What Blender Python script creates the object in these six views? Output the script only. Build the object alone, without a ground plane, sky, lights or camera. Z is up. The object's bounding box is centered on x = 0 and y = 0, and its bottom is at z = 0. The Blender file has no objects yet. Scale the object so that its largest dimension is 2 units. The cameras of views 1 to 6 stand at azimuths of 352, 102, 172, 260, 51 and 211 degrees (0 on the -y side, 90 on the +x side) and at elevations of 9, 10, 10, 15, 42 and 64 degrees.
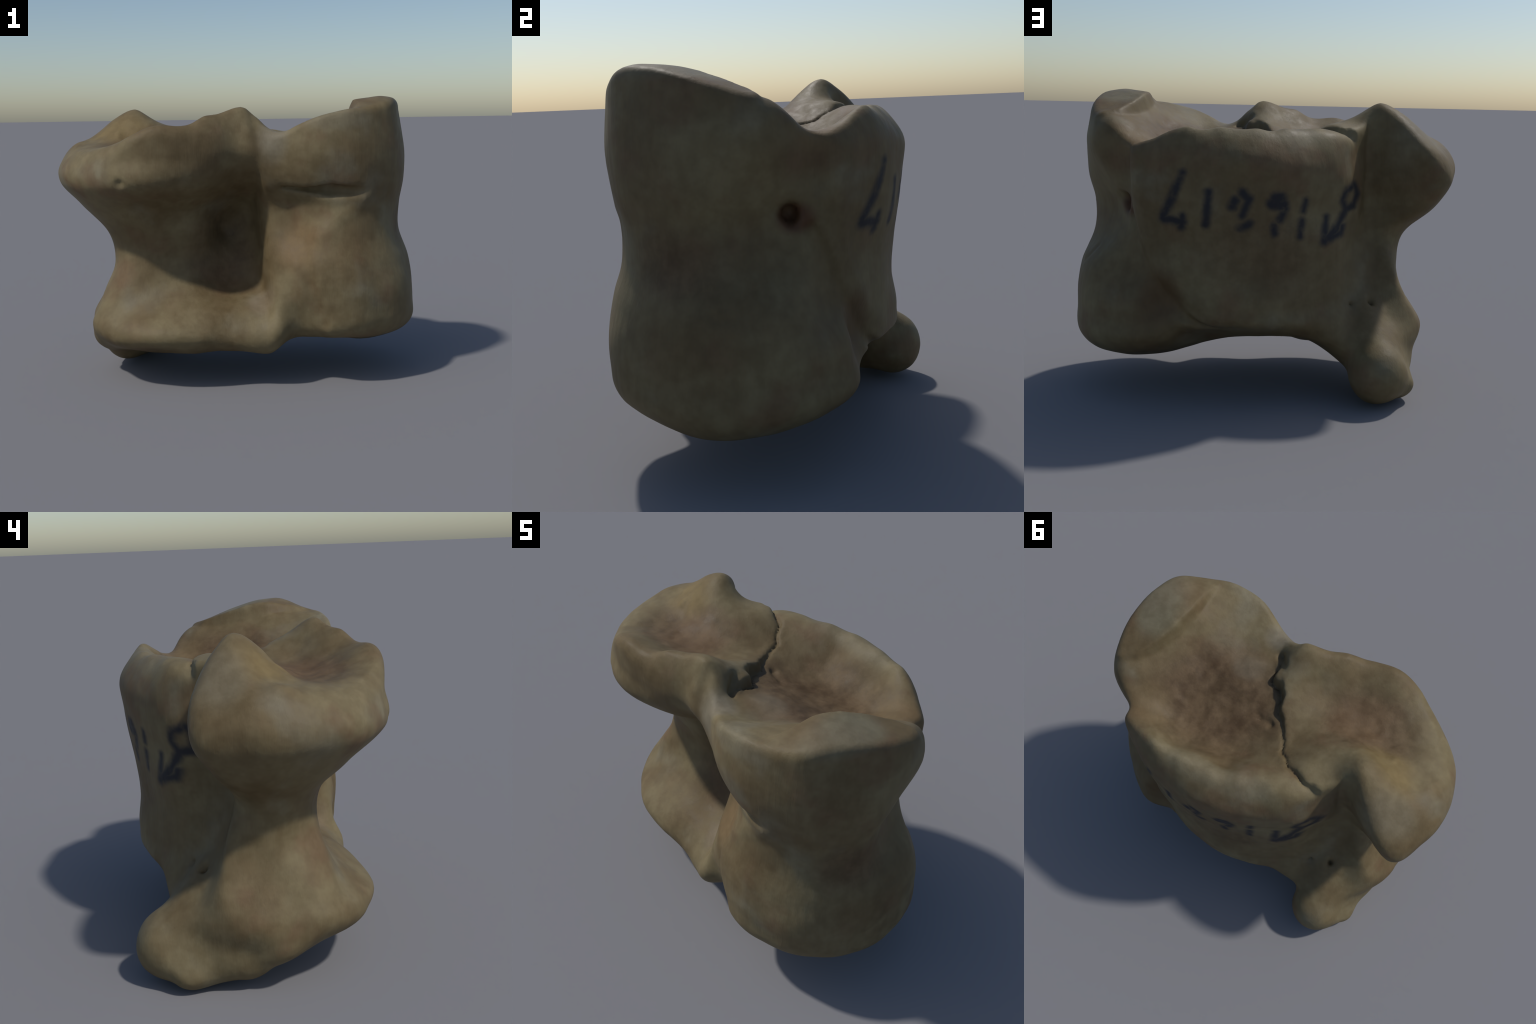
"""A dry, stained wrist bone of a large hoofed animal, modelled as one smooth body
(lofted cross-sections, facet surfaces on top and below, carved hollows, bony
knobs) that is then split by anatomical region."""
import bpy, bmesh, math
import numpy as np

STEP = 0.0095          # sampling step of the body surface, metres

# --------------------------------------------------------------------------
# 1. small modelling kit
# --------------------------------------------------------------------------
def smax(a, b, k):
    h = np.clip(0.5 + 0.5 * (a - b) / k, 0, 1)
    return b + (a - b) * h + k * h * (1 - h)


def smin(a, b, k):
    return -smax(-a, -b, k)


def sstep(x, a, b):
    t = np.clip((x - a) / (b - a), 0, 1)
    return t * t * (3 - 2 * t)


def hermite(ts, vals, t):
    """Smooth curve through (ts, vals) evaluated at one t; vals may be arrays."""
    ts = np.asarray(ts, float)
    t = min(max(t, ts[0]), ts[-1])
    i = min(max(int(np.searchsorted(ts, t)) - 1, 0), len(ts) - 2)

    def slope(j):
        if j == 0 or j == len(ts) - 1:
            a, b = (0, 1) if j == 0 else (-2, -1)
            return (vals[b] - vals[a]) / (ts[b] - ts[a])
        s0 = (vals[j] - vals[j - 1]) / (ts[j] - ts[j - 1])
        s1 = (vals[j + 1] - vals[j]) / (ts[j + 1] - ts[j])
        h0, h1 = ts[j] - ts[j - 1], ts[j + 1] - ts[j]
        return (s0 * h1 + s1 * h0) / (h0 + h1)

    h = ts[i + 1] - ts[i]
    u = (t - ts[i]) / h
    return ((1 + 2 * u) * (1 - u) ** 2 * vals[i] + u * (1 - u) ** 2 * h * slope(i)
            + u * u * (3 - 2 * u) * vals[i + 1] + u * u * (u - 1) * h * slope(i + 1))


def closed_curve(pts, n=7):
    """Centripetal-like closed Catmull-Rom curve through the control points."""
    p0, p1, p2, p3 = (np.roll(pts, s, 0) for s in (1, 0, -1, -2))
    out = []
    for u in np.arange(n) / n:
        out.append(0.5 * (2 * p1 + (p2 - p0) * u + (2 * p0 - 5 * p1 + 4 * p2 - p3) * u * u
                          + (3 * p1 - p0 - 3 * p2 + p3) * u ** 3))
    return np.stack(out, 1).reshape(-1, 2)


def polygon_distance(px, py, poly):
    """Signed distance (negative inside) of grid points to a closed polygon."""
    d2 = np.full(px.shape, 1e9, np.float32)
    inside = np.zeros(px.shape, bool)
    nxt = np.roll(poly, -1, 0)
    for (ax, ay), (bx, by) in zip(poly.astype(np.float32), nxt.astype(np.float32)):
        ex, ey = bx - ax, by - ay
        wx, wy = px - ax, py - ay
        t = np.clip((wx * ex + wy * ey) / (ex * ex + ey * ey + 1e-12), 0, 1)
        dx, dy = wx - ex * t, wy - ey * t
        np.minimum(d2, dx * dx + dy * dy, out=d2)
        if ay != by:
            cross = (ay > py) != (by > py)
            inside ^= cross & (px < ex * (py - ay) / (by - ay) + ax)
    d = np.sqrt(d2)
    return np.where(inside, -d, d)


def sheet(landmarks, X, Y, soft=8e-4):
    """Thin-plate surface z(x, y) through a few landmarks (x, y, z)."""
    P = np.array(landmarks, float)
    n = len(P)
    kern = lambda r2: 0.5 * r2 * np.log(r2 + 1e-9)
    A = np.zeros((n + 3, n + 3))
    r2 = ((P[:, None, :2] - P[None, :, :2]) ** 2).sum(-1)
    A[:n, :n] = kern(r2) + soft * np.eye(n)
    A[:n, n] = 1
    A[:n, n + 1:] = P[:, :2]
    A[n:, :n] = A[:n, n:].T
    w = np.linalg.solve(A, np.r_[P[:, 2], 0, 0, 0])
    out = w[n] + w[n + 1] * X + w[n + 2] * Y
    for (x, y, _), wi in zip(P, w[:n]):
        out = out + wi * kern((X - x) ** 2 + (Y - y) ** 2)
    return out


def line_distance(X, Y, path):
    """Unsigned distance in plan to an open path, and the signed side (left > 0)."""
    best = np.full(X.shape, 1e9)
    side = np.zeros(X.shape)
    for (ax, ay), (bx, by) in zip(path[:-1], path[1:]):
        ex, ey = bx - ax, by - ay
        t = np.clip(((X - ax) * ex + (Y - ay) * ey) / (ex * ex + ey * ey), 0, 1)
        d = np.hypot(X - ax - ex * t, Y - ay - ey * t)
        s = ex * (Y - ay) - ey * (X - ax)
        m = d < best
        best = np.where(m, d, best)
        side = np.where(m, np.sign(s), side)
    return best, side


def noise3(shape, cells, seed, origin=(0, 0, 0)):
    """Smooth value noise on the sampling grid, about -1..1."""
    rng = np.random.default_rng(seed)
    dims = [max(4, int(math.ceil(s * STEP / cells)) + 4) for s in shape]
    g = rng.uniform(-1, 1, dims).astype(np.float32)
    for ax, s in enumerate(shape):
        u = np.arange(s) * STEP / cells + 1
        i = u.astype(int)
        f = (u - i).astype(np.float32)
        f = f * f * (3 - 2 * f)
        sh = [1, 1, 1]
        sh[ax] = s
        f = f.reshape(sh)
        g = np.take(g, i, ax) * (1 - f) + np.take(g, i + 1, ax) * f
    return g


# --------------------------------------------------------------------------
# 2. the lofted body: one closed cross-section per height
#    order of the control points: front pillar, groove, front of the column,
#    outer corner, outer side, back notch, back wall, gully, head, front hollow
# --------------------------------------------------------------------------
SECTIONS = {
    # pillar, groove, front (2), corner, side (2), notch, plate edge, plate (3), gully, head back, tip,
    # brim, head end, brim, front corner, front, front (2), hollow wall
    1.48: [(.05, -.38), (.15, -.43), (.36, -.545), (.58, -.535), (.79, -.42), (.89, -.14), (.855, .1), (.71, .26),
           (.66, .38), (.4, .46), (.05, .47), (-.28, .38), (-.45, .24), (-.52, .17), (-.68, .235), (-.82, .17),
           (-.9, -.03), (-.85, -.28), (-.66, -.47), (-.47, -.53), (-.22, -.47), (-.08, -.42), (0, -.4)],
    1.25: [(.09, -.455), (.19, -.485), (.38, -.57), (.6, -.555), (.82, -.415), (.93, -.14), (.872, .14), (.705, .265),
           (.665, .365), (.4, .515), (.05, .555), (-.28, .42), (-.45, .23), (-.53, .18), (-.78, .34), (-.95, .19),
           (-.985, -.02), (-.93, -.26), (-.69, -.465), (-.48, -.53), (-.22, -.505), (-.07, -.45), (.02, -.455)],
    1.10: [(.1, -.41), (.2, -.46), (.4, -.535), (.6, -.54), (.82, -.41), (.925, -.13), (.8, .14), (.69, .255),
           (.665, .36), (.4, .515), (.05, .545), (-.3, .415), (-.455, .25), (-.53, .17), (-.84, .335), (-.95, .19),
           (-.99, 0), (-.91, -.28), (-.7, -.475), (-.48, -.525), (-.22, -.45), (-.06, -.34), (.05, -.33)],
    0.97: [(.115, -.31), (.24, -.38), (.42, -.485), (.62, -.505), (.79, -.4), (.895, -.16), (.74, .13), (.69, .245),
           (.64, .345), (.39, .505), (.05, .525), (-.29, .395), (-.44, .25), (-.53, .14), (-.77, .25), (-.87, .17),
           (-.88, 0), (-.81, -.22), (-.68, -.33), (-.48, -.35), (-.26, -.3), (-.08, -.15), (.05, -.13)],
    0.82: [(.12, -.32), (.26, -.405), (.42, -.52), (.6, -.515), (.78, -.41), (.9, -.15), (.77, .16), (.67, .275),
           (.615, .345), (.36, .475), (.05, .505), (-.29, .395), (-.42, .235), (-.53, .145), (-.63, .15), (-.73, .09),
           (-.745, -.02), (-.71, -.12), (-.62, -.2), (-.48, -.25), (-.24, -.225), (-.08, -.05), (.07, -.12)],
    0.66: [(.13, -.38), (.25, -.5), (.42, -.575), (.6, -.565), (.82, -.44), (.96, -.15), (.89, .17), (.67, .305),
           (.57, .38), (.35, .475), (.05, .495), (-.28, .39), (-.43, .25), (-.55, .18), (-.65, .185), (-.7, .08),
           (-.705, -.03), (-.68, -.12), (-.62, -.2), (-.48, -.23), (-.24, -.195), (-.05, -.13), (.08, -.2)],
    0.50: [(.14, -.46), (.26, -.52), (.42, -.58), (.62, -.585), (.865, -.45), (.985, -.15), (.93, .17), (.7, .375),
           (.54, .365), (.35, .465), (.05, .515), (-.28, .395), (-.42, .3), (-.55, .25), (-.71, .235), (-.74, .09),
           (-.765, -.04), (-.75, -.165), (-.66, -.255), (-.48, -.29), (-.25, -.3), (-.06, -.23), (.09, -.28)],
    0.42: [(.145, -.495), (.265, -.5), (.425, -.575), (.62, -.58), (.87, -.45), (.99, -.15), (.93, .175), (.705, .38),
           (.53, .4), (.33, .455), (.05, .5), (-.27, .43), (-.41, .355), (-.545, .315), (-.74, .26), (-.79, .12),
           (-.797, -.04), (-.79, -.19), (-.68, -.29), (-.49, -.375), (-.255, -.42), (-.08, -.4), (.08, -.42)],
    0.34: [(.15, -.53), (.27, -.48), (.43, -.57), (.62, -.575), (.865, -.45), (.995, -.15), (.93, .18), (.71, .395),
           (.53, .4), (.33, .33), (.05, .4), (-.26, .43), (-.4, .41), (-.58, .4), (-.76, .265), (-.835, .13),
           (-.83, -.04), (-.83, -.2), (-.7, -.36), (-.5, -.48), (-.26, -.5), (-.09, -.47), (.06, -.5)],
    0.18: [(.14, -.5), (.26, -.39), (.43, -.5), (.63, -.54), (.845, -.415), (.96, -.15), (.89, .16), (.69, .34),
           (.52, .34), (.32, .28), (.05, .28), (-.26, .38), (-.42, .42), (-.55, .47), (-.73, .28), (-.78, .15),
           (-.84, 0), (-.78, -.18), (-.71, -.38), (-.5, -.51), (-.26, -.51), (-.09, -.5), (.04, -.51)],
    0.00: [(.13, -.46), (.26, -.34), (.42, -.44), (.62, -.48), (.82, -.38), (.9, -.14), (.83, .12), (.65, .27),
           (.5, .27), (.31, .25), (.05, .26), (-.24, .3), (-.44, .4), (-.55, .44), (-.67, .37), (-.73, .18),
           (-.76, .03), (-.73, -.16), (-.62, -.31), (-.48, -.42), (-.26, -.44), (-.09, -.46), (.04, -.47)],
}

# top of the outer column: a dished facet and its rims
TOP_COLUMN = [
    (.7, -.1, 1.46), (.6, -.25, 1.48), (.55, -.42, 1.475), (.5, -.54, 1.48), (.78, .14, 1.405), (.87, .12, 1.385),
    (.36, -.45, 1.42), (.33, -.54, 1.445), (.15, -.44, 1.375), (.25, -.21, 1.345), (.5, -.15, 1.35), (.1, .01, 1.26),
    (.35, .05, 1.25), (.58, .12, 1.3), (.7, .26, 1.29), (.66, .38, 1.28), (.54, .43, 1.335), (.42, .43, 1.38),
    (.27, .43, 1.375), (.1, .43, 1.37), (-.04, .41, 1.368), (-.2, .365, 1.36), (-.31, .32, 1.35), (-.42, .26, 1.31),
    (.08, .34, 1.28), (.35, .34, 1.27), (-.06, 0, 1.29), (-.12, .2, 1.31), (.05, .2, 1.235), (.02, -.25, 1.34),
    (.8, -.4, 1.46), (.85, -.1, 1.42), (.7, -.53, 1.48), (.3, .22, 1.215), (.5, .22, 1.24), (.62, .31, 1.295),
    (.3, -.3, 1.335), (.42, .5, 1.315), (.27, .52, 1.315), (.1, .53, 1.305), (-.04, .51, 1.28), (-.2, .45, 1.27),
    (.56, .47, 1.28)]
# the raised half-moon on its outer edge
HALF_MOON = [
    (.74, -.52, 1.485), (.73, -.36, 1.548), (.62, -.37, 1.522), (.635, -.22, 1.53), (.7, -.08, 1.495), (.79, .09, 1.435),
    (.87, .02, 1.445), (.85, -.2, 1.515)]
MOON_EDGE = [
    (.53, -.75), (.57, -.5), (.585, -.38), (.59, -.26), (.62, -.14), (.67, -.03),
    (.74, .07), (.82, .12), (.97, .14)]
# top of the head: a dish with a peak at the back and an outward rolling brim
TOP_HEAD = [
    (0, -.38, 1.495), (-.09, -.4, 1.475), (-.21, -.44, 1.463), (-.46, -.48, 1.41), (-.33, -.25, 1.315), (.01, -.14, 1.385),
    (.09, -.22, 1.385), (-.1, .06, 1.305), (-.15, .18, 1.31), (-.3, .1, 1.375), (-.41, .25, 1.37), (-.56, .13, 1.5),
    (-.52, .06, 1.465), (-.6, -.1, 1.32), (-.68, -.05, 1.35), (-.64, -.44, 1.335), (-.8, -.36, 1.285), (-.86, -.22, 1.28),
    (-.97, -.05, 1.25), (-.88, -.02, 1.32), (-.8, 0, 1.325), (-.92, -.28, 1.225), (-.84, .22, 1.295), (-.72, .14, 1.42),
    (-.48, -.25, 1.305), (-.72, -.2, 1.3), (-.15, -.25, 1.365), (-.15, -.08, 1.325), (-.1, -.5, 1.37), (-.25, -.54, 1.385),
    (.04, -.47, 1.38), (-.3, .2, 1.39), (-.93, .1, 1.285), (-.3, -.38, 1.375), (-.18, .05, 1.31), (-.47, .2, 1.385)]
# the step between both facets, seen from above, front to back
STEP_LINE = [
    (.2, -.6), (.16, -.42), (.1, -.3), (.09, -.21), (.03, -.14), (-.05, -.03),
    (-.1, .06), (-.14, .15), (-.22, .22), (-.32, .255), (-.42, .27), (-.5, .4),
    (-.6, .7)]
# underside
UNDERSIDE = [
    (.7, -.15, .16), (.62, -.48, .255), (.9, -.35, .26), (.95, -.1, .21), (.85, .15, .215), (.6, .32, .26),
    (.55, .08, .175), (.36, 0, .215), (.2, 0, .24), (0, 0, .26), (.25, -.3, .25), (.42, -.42, .25),
    (.12, -.45, .18), (0, -.47, .195), (-.22, -.42, .205), (-.46, -.42, .225), (-.72, -.25, .2), (-.4, -.15, .14),
    (-.6, 0, .12), (-.2, -.05, .235), (.05, .35, .33), (.3, .35, .33), (-.25, .35, .28), (-.55, .3, .03),
    (-.75, .2, .05), (-.45, .12, .11), (-.6, .5, .08), (-.25, -.22, .15), (-.52, -.18, .145)]


def build_field():
    lo, hi = np.array([-1.12, -.72, -.08]), np.array([1.12, .72, 1.66])
    n = np.ceil((hi - lo) / STEP).astype(int) + 1
    xs, ys, zs = (lo[i] + STEP * np.arange(n[i]) for i in range(3))
    X, Y = np.meshgrid(xs, ys, indexing="ij")
    levels = sorted(SECTIONS)
    rings = [np.array(SECTIONS[z], float) for z in levels]
    Xf, Yf = X.astype(np.float32), Y.astype(np.float32)
    f = np.empty(n, np.float32)
    for k, z in enumerate(zs):
        f[:, :, k] = polygon_distance(Xf, Yf, closed_curve(hermite(levels, rings, z)))
    Z = zs[None, None, :].astype(np.float32)
    X3, Y3 = Xf[:, :, None], Yf[:, :, None]

    # top surface: two facets meeting in a ragged step
    rag = noise3((n[0], n[1], 4), .06, 5)[:, :, 1] * .018 + noise3((n[0], n[1], 4), .022, 6)[:, :, 1] * .007
    d, side = line_distance(X, Y, STEP_LINE)
    s = d * side + rag                                     # > 0 on the head's side of the step? (left)
    head = sheet(TOP_HEAD, X, Y)
    col = sheet(TOP_COLUMN, X, Y)
    soft = .010 + .10 * sstep(-Y, .20, .36)                # the step fades out towards the front saddle
    dm, sm = line_distance(X, Y, MOON_EDGE)
    moon = sstep(-dm * sm, -.012, .024)
    col = col * (1 - moon) + np.maximum(col, sheet(HALF_MOON, X, Y)) * moon
    w = sstep(-s, -soft, soft)                             # 1 = column facet
    top = head * (1 - w) + col * w
    along = sstep(Y, -.33, -.26) * sstep(-X, -.14, -.10) * sstep(-Y, -.30, -.26)
    top = top - along * (.018 + .02 * sstep(-Y, .05, .2)) * np.exp(-(s / .009) ** 2)   # open crack along the step
    roll = .035 + .045 * sstep(-X, .55, .85) + .05 * sstep(Y, .3, .45) + .025 * sstep(-Y, .3, .45) * sstep(-X, -.2, 0)
    f = smax(f, (Z - top[:, :, None].astype(np.float32)) * .9, roll[:, :, None].astype(np.float32))

    low = sheet(UNDERSIDE, X, Y)
    f = smax(f, (low[:, :, None].astype(np.float32) - Z) * .9, .10)

    def blob(c, r, tilt=0.0):
        """Ellipsoid field; tilt turns it about z."""
        dx, dy, dz = X3 - c[0], Y3 - c[1], Z - c[2]
        ca, sa = math.cos(tilt), math.sin(tilt)
        dx, dy = dx * ca + dy * sa, dy * ca - dx * sa
        q = np.sqrt((dx / r[0]) ** 2 + (dy / r[1]) ** 2 + (dz / r[2]) ** 2)
        return (q - 1) * min(r)

    def rod(a, b, ra, rb):
        a, b = np.array(a), np.array(b)
        e = b - a
        t = np.clip(((X3 - a[0]) * e[0] + (Y3 - a[1]) * e[1] + (Z - a[2]) * e[2]) / (e @ e), 0, 1)
        return np.sqrt((X3 - a[0] - e[0] * t) ** 2 + (Y3 - a[1] - e[1] * t) ** 2
                       + (Z - a[2] - e[2] * t) ** 2) - (ra + (rb - ra) * t)

    def tube(path, r):
        out = None
        for a, b in zip(path[:-1], path[1:]):
            d = rod(a, b, r, r)
            out = d if out is None else np.minimum(out, d)
        return out

    # toe: the low knob that the bone stands on, with a hollow between it and the lobe
    toe = rod((-.535, .455, .155), (-.65, .14, .15), .13, .118)
    toe = smin(toe, rod((-.52, .45, .14), (-.65, .38, .095), .12, .085), .06)
    toe = smin(toe, rod((-.48, .24, .43), (-.53, .44, .19), .085, .105), .10)
    toe = smax(toe, -(X3 + .775) + 0 * Z, .05)
    f = smin(f, toe, .06)
    f = smax(f, -tube([(-.655, .55, .37), (-.72, .49, .27), (-.78, .425, .17), (-.86, .30, .08)], .06), .05)
    # crease between the plate at the back and the bulb of the column, and the plate's rounded edge
    crease = tube([(.69, .25, .94), (.665, .31, .80), (.615, .375, .66), (.52, .40, .545), (.43, .425, .455), (.30, .44, .385), (.12, .45, .345)], 0)
    f = f + .034 * np.exp(-(crease / .021) ** 2)
    edge = tube([(.64, .36, 1.0), (.60, .39, .82), (.54, .42, .68), (.45, .45, .57), (.33, .47, .49), (.12, .50, .44), (-.15, .48, .43)], 0)
    f = f - .008 * np.exp(-(edge / .04) ** 2)
    # cross groove under the front swelling of the column, running out into a slanting crest
    f = smax(f, -np.minimum(rod((.20, -.42, 1.08), (.44, -.50, 1.068), .005, .034), rod((.44, -.50, 1.068), (.62, -.545, 1.05), .034, .008)), .045)
    crest = tube([(.64, -.55, 1.01), (.48, -.53, .92), (.36, -.51, .82)], 0)
    f = f - .012 * np.exp(-(crest / .05) ** 2)
    # furrow beside the pillar
    f = smax(f, -tube([(.27, -.50, .78), (.29, -.55, .64), (.32, -.565, .50), (.38, -.57, .36)], .018), .05)
    # vessel holes
    f = smax(f, -rod((.745, .19, 1.005), (.675, .17, .995), .044, .03), .022)
    f = smax(f, -rod((.765, .15, 1.01), (.72, .165, 1.0), .026, .022), .02)
    f = smax(f, -rod((.75, .185, .965), (.70, .18, .975), .026, .02), .02)
    f = smax(f, -rod((.735, .215, .955), (.72, .24, 1.03), .025, .02), .03)
    f = smax(f, -rod((-.419, .335, .49), (-.40, .29, .475), .010, .006), .03)
    f = smax(f, -rod((-.527, .29, .545), (-.515, .275, .47), .012, .010), .04)
    # pits and scars of the spongy bone in the dishes
    for a, b, r in [((.085, .0, 1.275), (.06, .01, 1.255), .009), ((.04, .012, 1.285), (-.005, .018, 1.265), .012),
                    ((.28, -.08, 1.33), (.20, -.01, 1.295), .009), ((.39, -.38, 1.45), (.36, -.40, 1.44), .018),
                    ((.08, -.25, 1.41), (.115, -.32, 1.36), .03), ((-.655, -.535, 1.11), (-.66, -.50, 1.12), .02),
                    ((-.86, -.10, .865), (-.76, -.22, .87), .012)]:
        f = smax(f, -rod(a, b, r, r * .6), .03)
    # ring-shaped scar on the outer side
    ring = np.sqrt((Y3 + .01) ** 2 + (Z - .745) ** 2) - .085
    f = f + .005 * np.exp(-(ring / .016) ** 2) * (X3 > .6) * (Z < .76)
    # small lip on the head's dish
    f = f - .012 * np.exp(-(((X3 + .665) / .022) ** 2 + ((Y3 + .045) / .05) ** 2 + ((Z - 1.35) / .05) ** 2))
    # fine relief; rougher inside the dishes
    dish = np.maximum(np.exp(-(((X - .30) / .30) ** 2 + ((Y - .0) / .26) ** 2)),
                      np.exp(-(((X + .48) / .24) ** 2 + ((Y + .17) / .20) ** 2)))[:, :, None] * (Z > 1.15)
    f = f + noise3(n, .13, 11) * .004 + noise3(n, .06, 12) * (.0012 + .0035 * dish) + noise3(n, .032, 13) * .0028 * dish
    return f, lo


def surface_nets(f, lo):
    """Mesh of the zero surface of the sampled field: one vertex per crossed cell."""
    s = f < 0
    cnt = np.zeros(np.array(f.shape) - 1, np.int8)
    corners = [(i, j, k) for i in (0, 1) for j in (0, 1) for k in (0, 1)]
    sl = lambda c: tuple(slice(c[a], f.shape[a] - 1 + c[a]) for a in range(3))
    for c in corners:
        cnt += s[sl(c)]
    cells = np.argwhere((cnt > 0) & (cnt < 8))
    index = -np.ones(cnt.shape, np.int64)
    index[tuple(cells.T)] = np.arange(len(cells))
    acc, num = np.zeros((len(cells), 3)), np.zeros(len(cells))
    val = {c: f[tuple((cells + c).T)].astype(float) for c in corners}
    for a in corners:
        for ax in range(3):
            if a[ax] == 0:
                b = tuple(1 if i == ax else a[i] for i in range(3))
                va, vb = val[a], val[b]
                m = (va < 0) != (vb < 0)
                t = np.where(m, va / np.where(m, va - vb, 1), 0)
                p = np.tile(np.array(a, float), (len(cells), 1))
                p[:, ax] = t
                acc[m] += p[m]
                num[m] += 1
    verts = lo + STEP * (cells + acc / num[:, None])
    quads = []
    for ax in range(3):
        u, v = (ax + 1) % 3, (ax + 2) % 3
        a, b = [slice(None)] * 3, [slice(None)] * 3
        a[ax], b[ax] = slice(0, -1), slice(1, None)
        e = np.argwhere(s[tuple(a)] != s[tuple(b)])
        e = e[(e[:, u] > 0) & (e[:, v] > 0)]
        flip = s[tuple(a)][tuple(e.T)]
        du, dv = np.eye(3, dtype=int)[u], np.eye(3, dtype=int)[v]
        q = np.stack([index[tuple((e - o).T)] for o in (du + dv, dv, 0 * du, du)], 1)
        q[~flip] = q[~flip][:, ::-1]
        quads.append(q)
    return verts, np.concatenate(quads)


def relax(verts, quads, rounds, keep=.5):
    """Taubin-like smoothing that takes the sampling steps out of the surface."""
    e = np.concatenate([quads[:, [i, (i + 1) % 4]] for i in range(4)])
    deg = np.bincount(e[:, 0], minlength=len(verts))
    for r in range(rounds):
        for amount in (keep, -keep * 1.04):
            acc = np.stack([np.bincount(e[:, 0], verts[e[:, 1], i], len(verts)) for i in range(3)], 1)
            verts = verts + amount * (acc / deg[:, None] - verts)
    return verts


# --------------------------------------------------------------------------
# 3. material: stained dry bone, with the inked collection number on the plate
# --------------------------------------------------------------------------
# strokes (x, z, x, z, half width) of the hand-written characters, per character
INK = [
    [(.447, 1.165, .476, 1.094, .014), (.476, 1.094, .536, .955, .018), (.536, .942, .447, .932, .020), (.446, .962, .452, .908, .016)],
    [(.328, 1.082, .333, 1.015, .017), (.333, 1.015, .340, .927, .017)],
    [(.217, 1.017, .205, 1.044, .021), (.172, 1.078, .142, 1.049, .020), (.142, 1.049, .172, .972, .016), (.178, .912, .138, .932, .018)],
    [(.016, 1.050, -.012, 1.053, .028), (.030, 1.029, -.020, 1.022, .028), (-.036, 1.003, -.007, .950, .017), (.020, .918, .014, .885, .016)],
    [(-.136, 1.040, -.126, .987, .013), (-.122, .941, -.114, .866, .015)],
    [(-.405, 1.100, -.430, 1.049, .016), (-.430, 1.049, -.408, .993, .018), (-.408, .993, -.356, .984, .019),
     (-.356, .984, -.336, 1.030, .016), (-.336, 1.030, -.357, 1.080, .015), (-.357, 1.080, -.405, 1.100, .016),
     (-.356, .975, -.306, .891, .018), (-.306, .891, -.244, .832, .022), (-.249, .950, -.238, .832, .016),
     (-.244, .834, -.332, .866, .017), (-.345, .897, -.334, .861, .016)],
]


class Nodes:
    """Short-hand for wiring shader nodes."""

    def __init__(self, tree):
        self.t = tree

    def add(self, kind, **props):
        n = self.t.nodes.new(kind)
        for k, v in props.items():
            setattr(n, k, v)
        return n

    def put(self, socket, value):
        if isinstance(value, bpy.types.NodeSocket):
            self.t.links.new(value, socket)
        else:
            socket.default_value = value

    def math(self, op, a, b=0.0, clamp=False):
        n = self.add("ShaderNodeMath", operation=op, use_clamp=clamp)
        self.put(n.inputs[0], a)
        self.put(n.inputs[1], b)
        return n.outputs[0]

    def vec(self, op, a, b=None, scale=None):
        n = self.add("ShaderNodeVectorMath", operation=op)
        self.put(n.inputs[0], a)
        if b is not None:
            self.put(n.inputs[1], b)
        if scale is not None:
            self.put(n.inputs["Scale"], scale)
        return n.outputs["Value"] if op in ("DOT_PRODUCT", "LENGTH") else n.outputs["Vector"]

    def noise(self, co, scale, detail=3.0, rough=.55, stretch=None, shift=(0, 0, 0)):
        m = self.add("ShaderNodeMapping")
        self.put(m.inputs["Vector"], co)
        m.inputs["Scale"].default_value = stretch or (1, 1, 1)
        m.inputs["Location"].default_value = shift
        n = self.add("ShaderNodeTexNoise")
        self.put(n.inputs["Vector"], m.outputs[0])
        n.inputs["Scale"].default_value = scale
        n.inputs["Detail"].default_value = detail
        n.inputs["Roughness"].default_value = rough
        return n.outputs["Fac"]

    def band(self, v, lo, hi):
        n = self.add("ShaderNodeMapRange", interpolation_type="SMOOTHSTEP")
        self.put(n.inputs["Value"], v)
        n.inputs["From Min"].default_value = lo
        n.inputs["From Max"].default_value = hi
        return n.outputs["Result"]

    def mix(self, fac, a, b, blend="MIX"):
        n = self.add("ShaderNodeMix", data_type="RGBA", blend_type=blend)
        self.put(n.inputs["Factor"], fac)
        self.put(n.inputs["A"], a)
        self.put(n.inputs["B"], b)
        return n.outputs["Result"]

    def patch(self, co, centre, size, soft_lo=1.05, soft_hi=.45):
        """1 inside an ellipsoid of the given half sizes, fading outwards."""
        d = self.vec("SUBTRACT", co, centre)
        d = self.vec("MULTIPLY", d, tuple(1 / s for s in size))
        return self.band(self.vec("LENGTH", d), soft_lo, soft_hi)


def stroke_group():
    """Distance from a point to one pen stroke, in the x-z plane."""
    g = bpy.data.node_groups.new("pen_stroke", "ShaderNodeTree")
    for name, kind in (("Point", "NodeSocketVector"), ("Start", "NodeSocketVector"), ("Run", "NodeSocketVector"), ("Width", "NodeSocketFloat")):
        g.interface.new_socket(name, in_out="INPUT", socket_type=kind)
    g.interface.new_socket("Distance", in_out="OUTPUT", socket_type="NodeSocketFloat")
    k = Nodes(g)
    i, o = k.add("NodeGroupInput"), k.add("NodeGroupOutput")
    w = k.vec("SUBTRACT", i.outputs["Point"], i.outputs["Start"])
    t = k.math("DIVIDE", k.vec("DOT_PRODUCT", w, i.outputs["Run"]), k.vec("DOT_PRODUCT", i.outputs["Run"], i.outputs["Run"]), True)
    d = k.vec("LENGTH", k.vec("SUBTRACT", w, k.vec("SCALE", i.outputs["Run"], scale=t)))
    k.put(o.inputs[0], k.math("SUBTRACT", d, i.outputs["Width"]))
    return g


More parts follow.
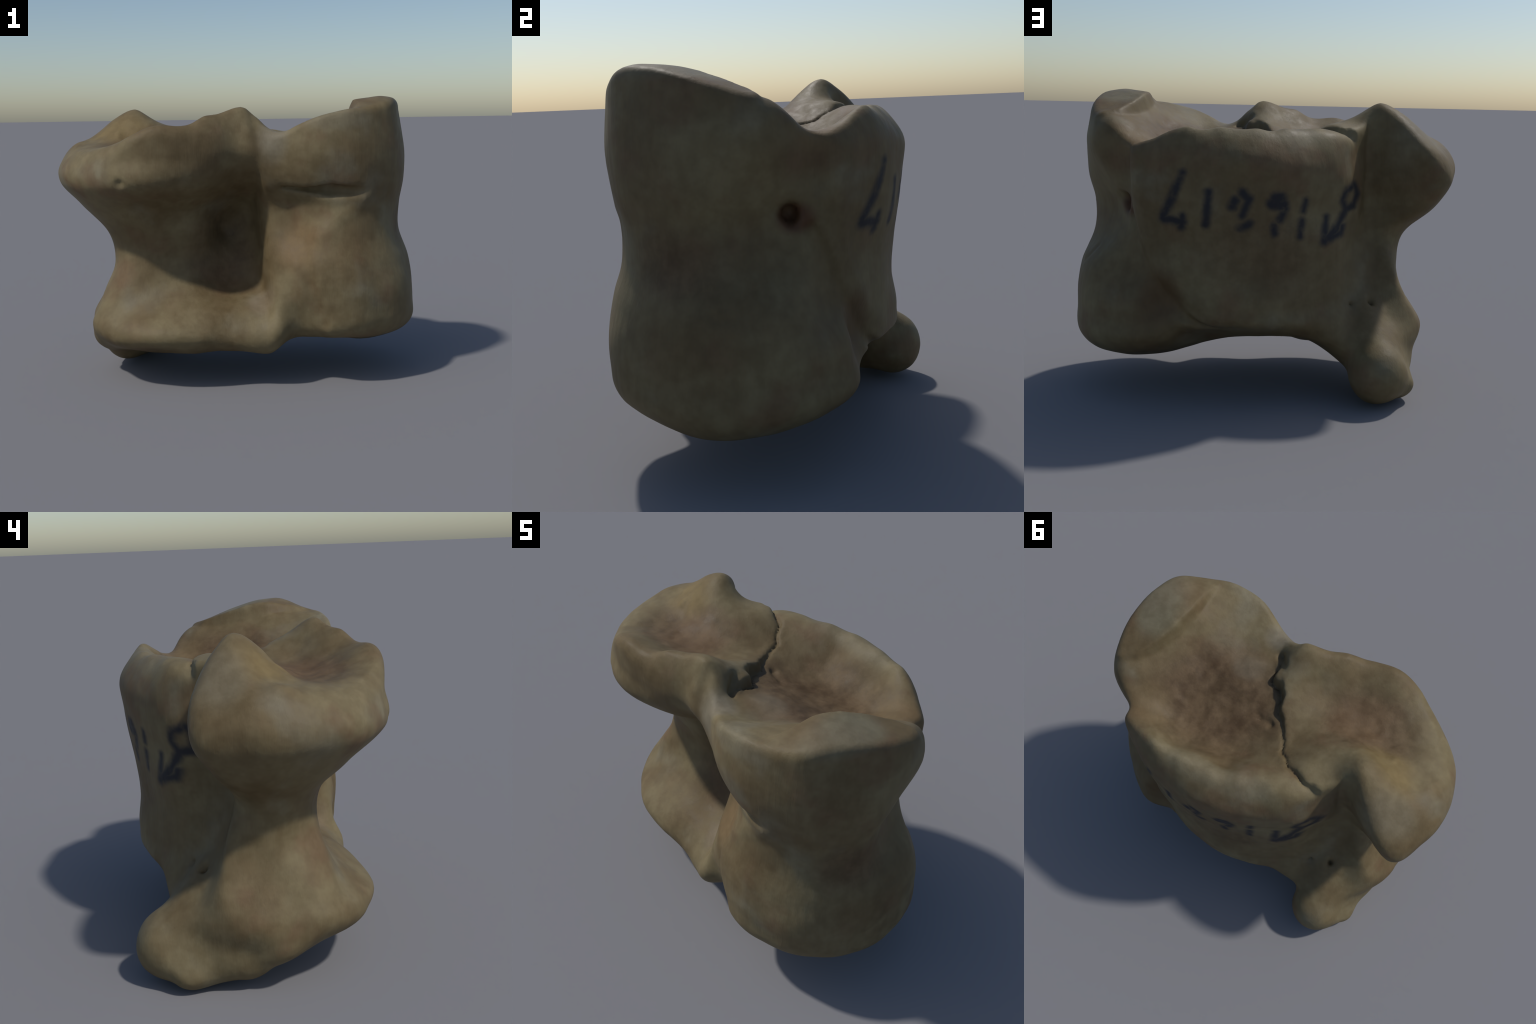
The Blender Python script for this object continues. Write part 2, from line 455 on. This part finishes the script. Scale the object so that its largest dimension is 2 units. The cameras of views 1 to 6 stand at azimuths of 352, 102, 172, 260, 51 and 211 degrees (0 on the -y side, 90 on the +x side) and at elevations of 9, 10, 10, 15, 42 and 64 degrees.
def bone_material():
    m = bpy.data.materials.new("stained_bone")
    m.use_nodes = True
    t = m.node_tree
    k = Nodes(t)
    bsdf = t.nodes["Principled BSDF"]
    co = k.add("ShaderNodeTexCoord").outputs["Object"]
    rgb = lambda r, g, b: (r, g, b, 1.0)

    # warm ochre ground, with broad brown and pale olive clouds
    cloud = k.noise(co, 2.3, 4, .6)
    col = k.mix(k.band(cloud, .36, .66), rgb(.130, .094, .047), rgb(.180, .145, .078))
    pale = k.noise(co, 3.1, 3, .5, shift=(4, 2, 7))
    col = k.mix(k.math("MULTIPLY", k.band(pale, .54, .76), .55), col, rgb(.185, .168, .118))
    rust = k.noise(co, 3.7, 3, .55, shift=(1, 9, 3))
    col = k.mix(k.math("MULTIPLY", k.band(rust, .52, .72), .65), col, rgb(.140, .085, .046))

    # exposed spongy bone in both dishes; same dark brown over hollow and column waist
    grain = k.noise(co, 11, 5, .62, shift=(3, 3, 3))
    spots = k.band(grain, .30, .72)
    spongy = k.mix(spots, rgb(.072, .044, .023), rgb(.138, .092, .050))
    for centre, size, amount in [((.32, .02, 1.29), (.50, .44, .20), .92), ((-.48, -.17, 1.33), (.36, .29, .13), .8),
                                 ((-.12, -.15, .74), (.28, .32, .30), .6), ((.93, -.25, .85), (.18, .36, .17), .65),
                                 ((.05, .55, .78), (.5, .2, .25), .4)]:  # last patch: slightly browner area over the middle of the back plate
        col = k.mix(k.math("MULTIPLY", k.patch(co, centre, size), amount), col, spongy)
    # yellow stain on the head's brim and in front of the column; reddish vessel pit
    for centre, size, amount, tint in [((-.42, -.18, 1.33), (.22, .17, .08), .4, rgb(.152, .092, .048)),
                                       ((-.66, .02, 1.38), (.22, .20, .12), .65, rgb(.195, .142, .060)),
                                       ((.25, -.48, .80), (.16, .14, .20), .6, rgb(.185, .122, .058)),
                                       ((.62, .22, 1.29), (.20, .16, .10), .5, rgb(.180, .128, .062)),
                                       ((.69, .19, .985), (.085, .10, .075), .8, rgb(.085, .034, .018)),
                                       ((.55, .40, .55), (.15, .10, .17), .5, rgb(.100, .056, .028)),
                                       ((.06, -.42, .50), (.10, .14, .12), .5, rgb(.215, .165, .115)),
                                       ((.16, -.42, 1.32), (.13, .10, .16), .6, rgb(.200, .180, .135)),
                                       ((.25, -.20, 1.33), (.12, .09, .07), .4, rgb(.200, .165, .112)),
                                       ((.76, -.20, 1.52), (.15, .30, .07), .65, rgb(.172, .158, .105)),
                                       ((-.75, .20, 1.30), (.18, .14, .25), .5, rgb(.180, .160, .110)),
                                       ((.05, .43, 1.37), (.50, .10, .10), .55, rgb(.190, .165, .105)),
                                       ((.45, -.55, 1.44), (.24, .09, .08), .5, rgb(.195, .172, .115)),
                                       ((-.62, .50, .12), (.20, .16, .2), .45, rgb(.185, .150, .080))]:
        col = k.mix(k.math("MULTIPLY", k.patch(co, centre, size), amount), col, tint)
    # fine mottling and faint fibres
    mott = k.band(k.noise(co, 17, 4, .6, shift=(6, 1, 2)), .30, .70)
    col = k.mix(.55, col, k.mix(mott, rgb(.42, .40, .37), rgb(.60, .60, .61)), "OVERLAY")
    fibre = k.band(k.noise(co, 9, 4, .6, stretch=(3.2, 3.2, .45)), .35, .68)
    col = k.mix(.22, col, k.mix(fibre, rgb(.44, .43, .41), rgb(.56, .56, .55)), "OVERLAY")

    # ink
    flat = k.vec("MULTIPLY", co, (1, 0, 1))
    wob = k.add("ShaderNodeTexNoise")
    k.put(wob.inputs["Vector"], co)
    wob.inputs["Scale"].default_value = 22
    flat = k.vec("ADD", flat, k.vec("SCALE", k.vec("SUBTRACT", wob.outputs["Color"], (.5, .5, .5)), scale=.018))
    flat = k.vec("MULTIPLY", flat, (1, 0, 1))
    group = stroke_group()
    near = None
    for char in INK:
        for x0, z0, x1, z1, w in char:
            n = k.add("ShaderNodeGroup", node_tree=group)
            k.put(n.inputs["Point"], flat)
            n.inputs["Start"].default_value = (x0, 0, z0)
            n.inputs["Run"].default_value = (x1 - x0, 0, z1 - z0)
            n.inputs["Width"].default_value = w
            near = n.outputs[0] if near is None else k.math("MINIMUM", near, n.outputs[0])
    ink = k.band(near, .021, -.015)
    sep = k.add("ShaderNodeSeparateXYZ")
    k.put(sep.inputs[0], co)
    ink = k.math("MULTIPLY", ink, k.band(sep.outputs["Y"], .14, .20))
    fade = k.band(k.noise(co, 14, 3, .6, shift=(8, 8, 1)), .22, .50)
    ink = k.math("MULTIPLY", ink, k.math("ADD", k.math("MULTIPLY", fade, .35), .6))
    col = k.mix(ink, col, rgb(.022, .023, .029))

    k.put(bsdf.inputs["Base Color"], col)
    k.put(bsdf.inputs["Roughness"], k.math("ADD", k.math("MULTIPLY", mott, .14), .52))
    bsdf.inputs["Specular IOR Level"].default_value = .2
    bump = k.add("ShaderNodeBump")
    bump.inputs["Strength"].default_value = .35
    bump.inputs["Distance"].default_value = .006
    k.put(bump.inputs["Height"], k.math("ADD", k.math("MULTIPLY", grain, .6), k.math("MULTIPLY", fibre, .25)))
    k.put(bsdf.inputs["Normal"], bump.outputs[0])
    return m


# --------------------------------------------------------------------------
# 4. split into anatomical regions and assemble
# --------------------------------------------------------------------------
PARTS = ["column", "column_facet", "half_moon_facet", "head", "head_facet", "neck", "lower_lobe",
         "foot_knob", "front_pillar", "back_plate"]


def region_of(c, nz):
    """Index of the region of each face, by rules on its centre and slope."""
    x, y, z = c.T
    d, side = line_distance(x, y, STEP_LINE)
    on_head = side > 0
    dm, sm = line_distance(x, y, MOON_EDGE)
    reg = np.full(len(c), PARTS.index("column"))
    reg[(x < .27) & (y < .15)] = PARTS.index("front_pillar")
    reg[(y > .27 + .1 * sstep(x, .2, .6)) & (x < .665 - .9 * np.clip(.66 - z, 0, .4)) & (x > -.425) & (z > .36)] = PARTS.index("back_plate")
    reg[(x < .075) & (y < .2) & (z < .56)] = PARTS.index("lower_lobe")
    reg[(x < .075) & (y < .26) & (z >= .56)] = PARTS.index("neck")
    reg[(x < -.425) & (z >= .36)] = PARTS.index("neck")
    reg[(z < .36) & (y >= .2) & (x < .3)] = PARTS.index("lower_lobe")
    reg[(x < -.36) & (z < .40) & (y > .16)] = PARTS.index("foot_knob")
    reg[(x < .06) & on_head & (z > .93 + .12 * sstep(x, -.5, 0))] = PARTS.index("head")
    top = (z > 1.17) & (nz > .55)
    reg[top & on_head & (x < .12)] = PARTS.index("head_facet")
    reg[top & ~on_head & (y < .40)] = PARTS.index("column_facet")
    reg[top & ~on_head & (sm < 0) & (dm > .004) & (z > 1.40)] = PARTS.index("half_moon_facet")
    return reg


def main():
    f, lo = build_field()
    v, q = surface_nets(f, lo)
    v = relax(v, q, 3)
    v[:, 2] -= v[:, 2].min() - .004
    n = np.cross(v[q[:, 2]] - v[q[:, 0]], v[q[:, 3]] - v[q[:, 1]])
    vn = np.stack([sum(np.bincount(q[:, i], n[:, a], len(v)) for i in range(4)) for a in range(3)], 1)
    vn /= np.linalg.norm(vn, axis=1)[:, None] + 1e-12
    centre = v[q].mean(1)
    nz = n[:, 2] / (np.linalg.norm(n, axis=1) + 1e-12)
    reg = region_of(centre, nz)
    # every inked character is a patch of its own on the plate
    for i, char in enumerate(INK):
        a = np.array(char)
        xs, zs = np.r_[a[:, 0], a[:, 2]], np.r_[a[:, 1], a[:, 3]]
        box = ((centre[:, 0] > xs.min() - .03) & (centre[:, 0] < xs.max() + .03) & (centre[:, 2] > zs.min() - .03)
               & (centre[:, 2] < zs.max() + .03) & (centre[:, 1] > .2) & ((reg == PARTS.index("back_plate")) | (centre[:, 0] > -.47)))
        reg[box] = len(PARTS) + i

    scene = bpy.context.scene.collection
    root = bpy.data.objects.new("wrist_bone", None)
    root["label"] = "dry brown animal wrist bone with inked number"
    root["category"] = "bone"
    root.empty_display_size = .1
    scene.objects.link(root)
    mat = bone_material()
    for r in np.unique(reg):
        name = PARTS[r] if r < len(PARTS) else "inked_character"
        faces = q[reg == r]
        used, inverse = np.unique(faces, return_inverse=True)
        me = bpy.data.meshes.new(name)
        me.from_pydata(v[used].tolist(), [], inverse.reshape(faces.shape).tolist())
        me.polygons.foreach_set("use_smooth", np.ones(len(faces), bool))
        me.normals_split_custom_set_from_vertices(vn[used].tolist())
        me.materials.append(mat)
        ob = bpy.data.objects.new(name, me)
        ob.parent = root
        scene.objects.link(ob)
        print(name, len(faces))


main()
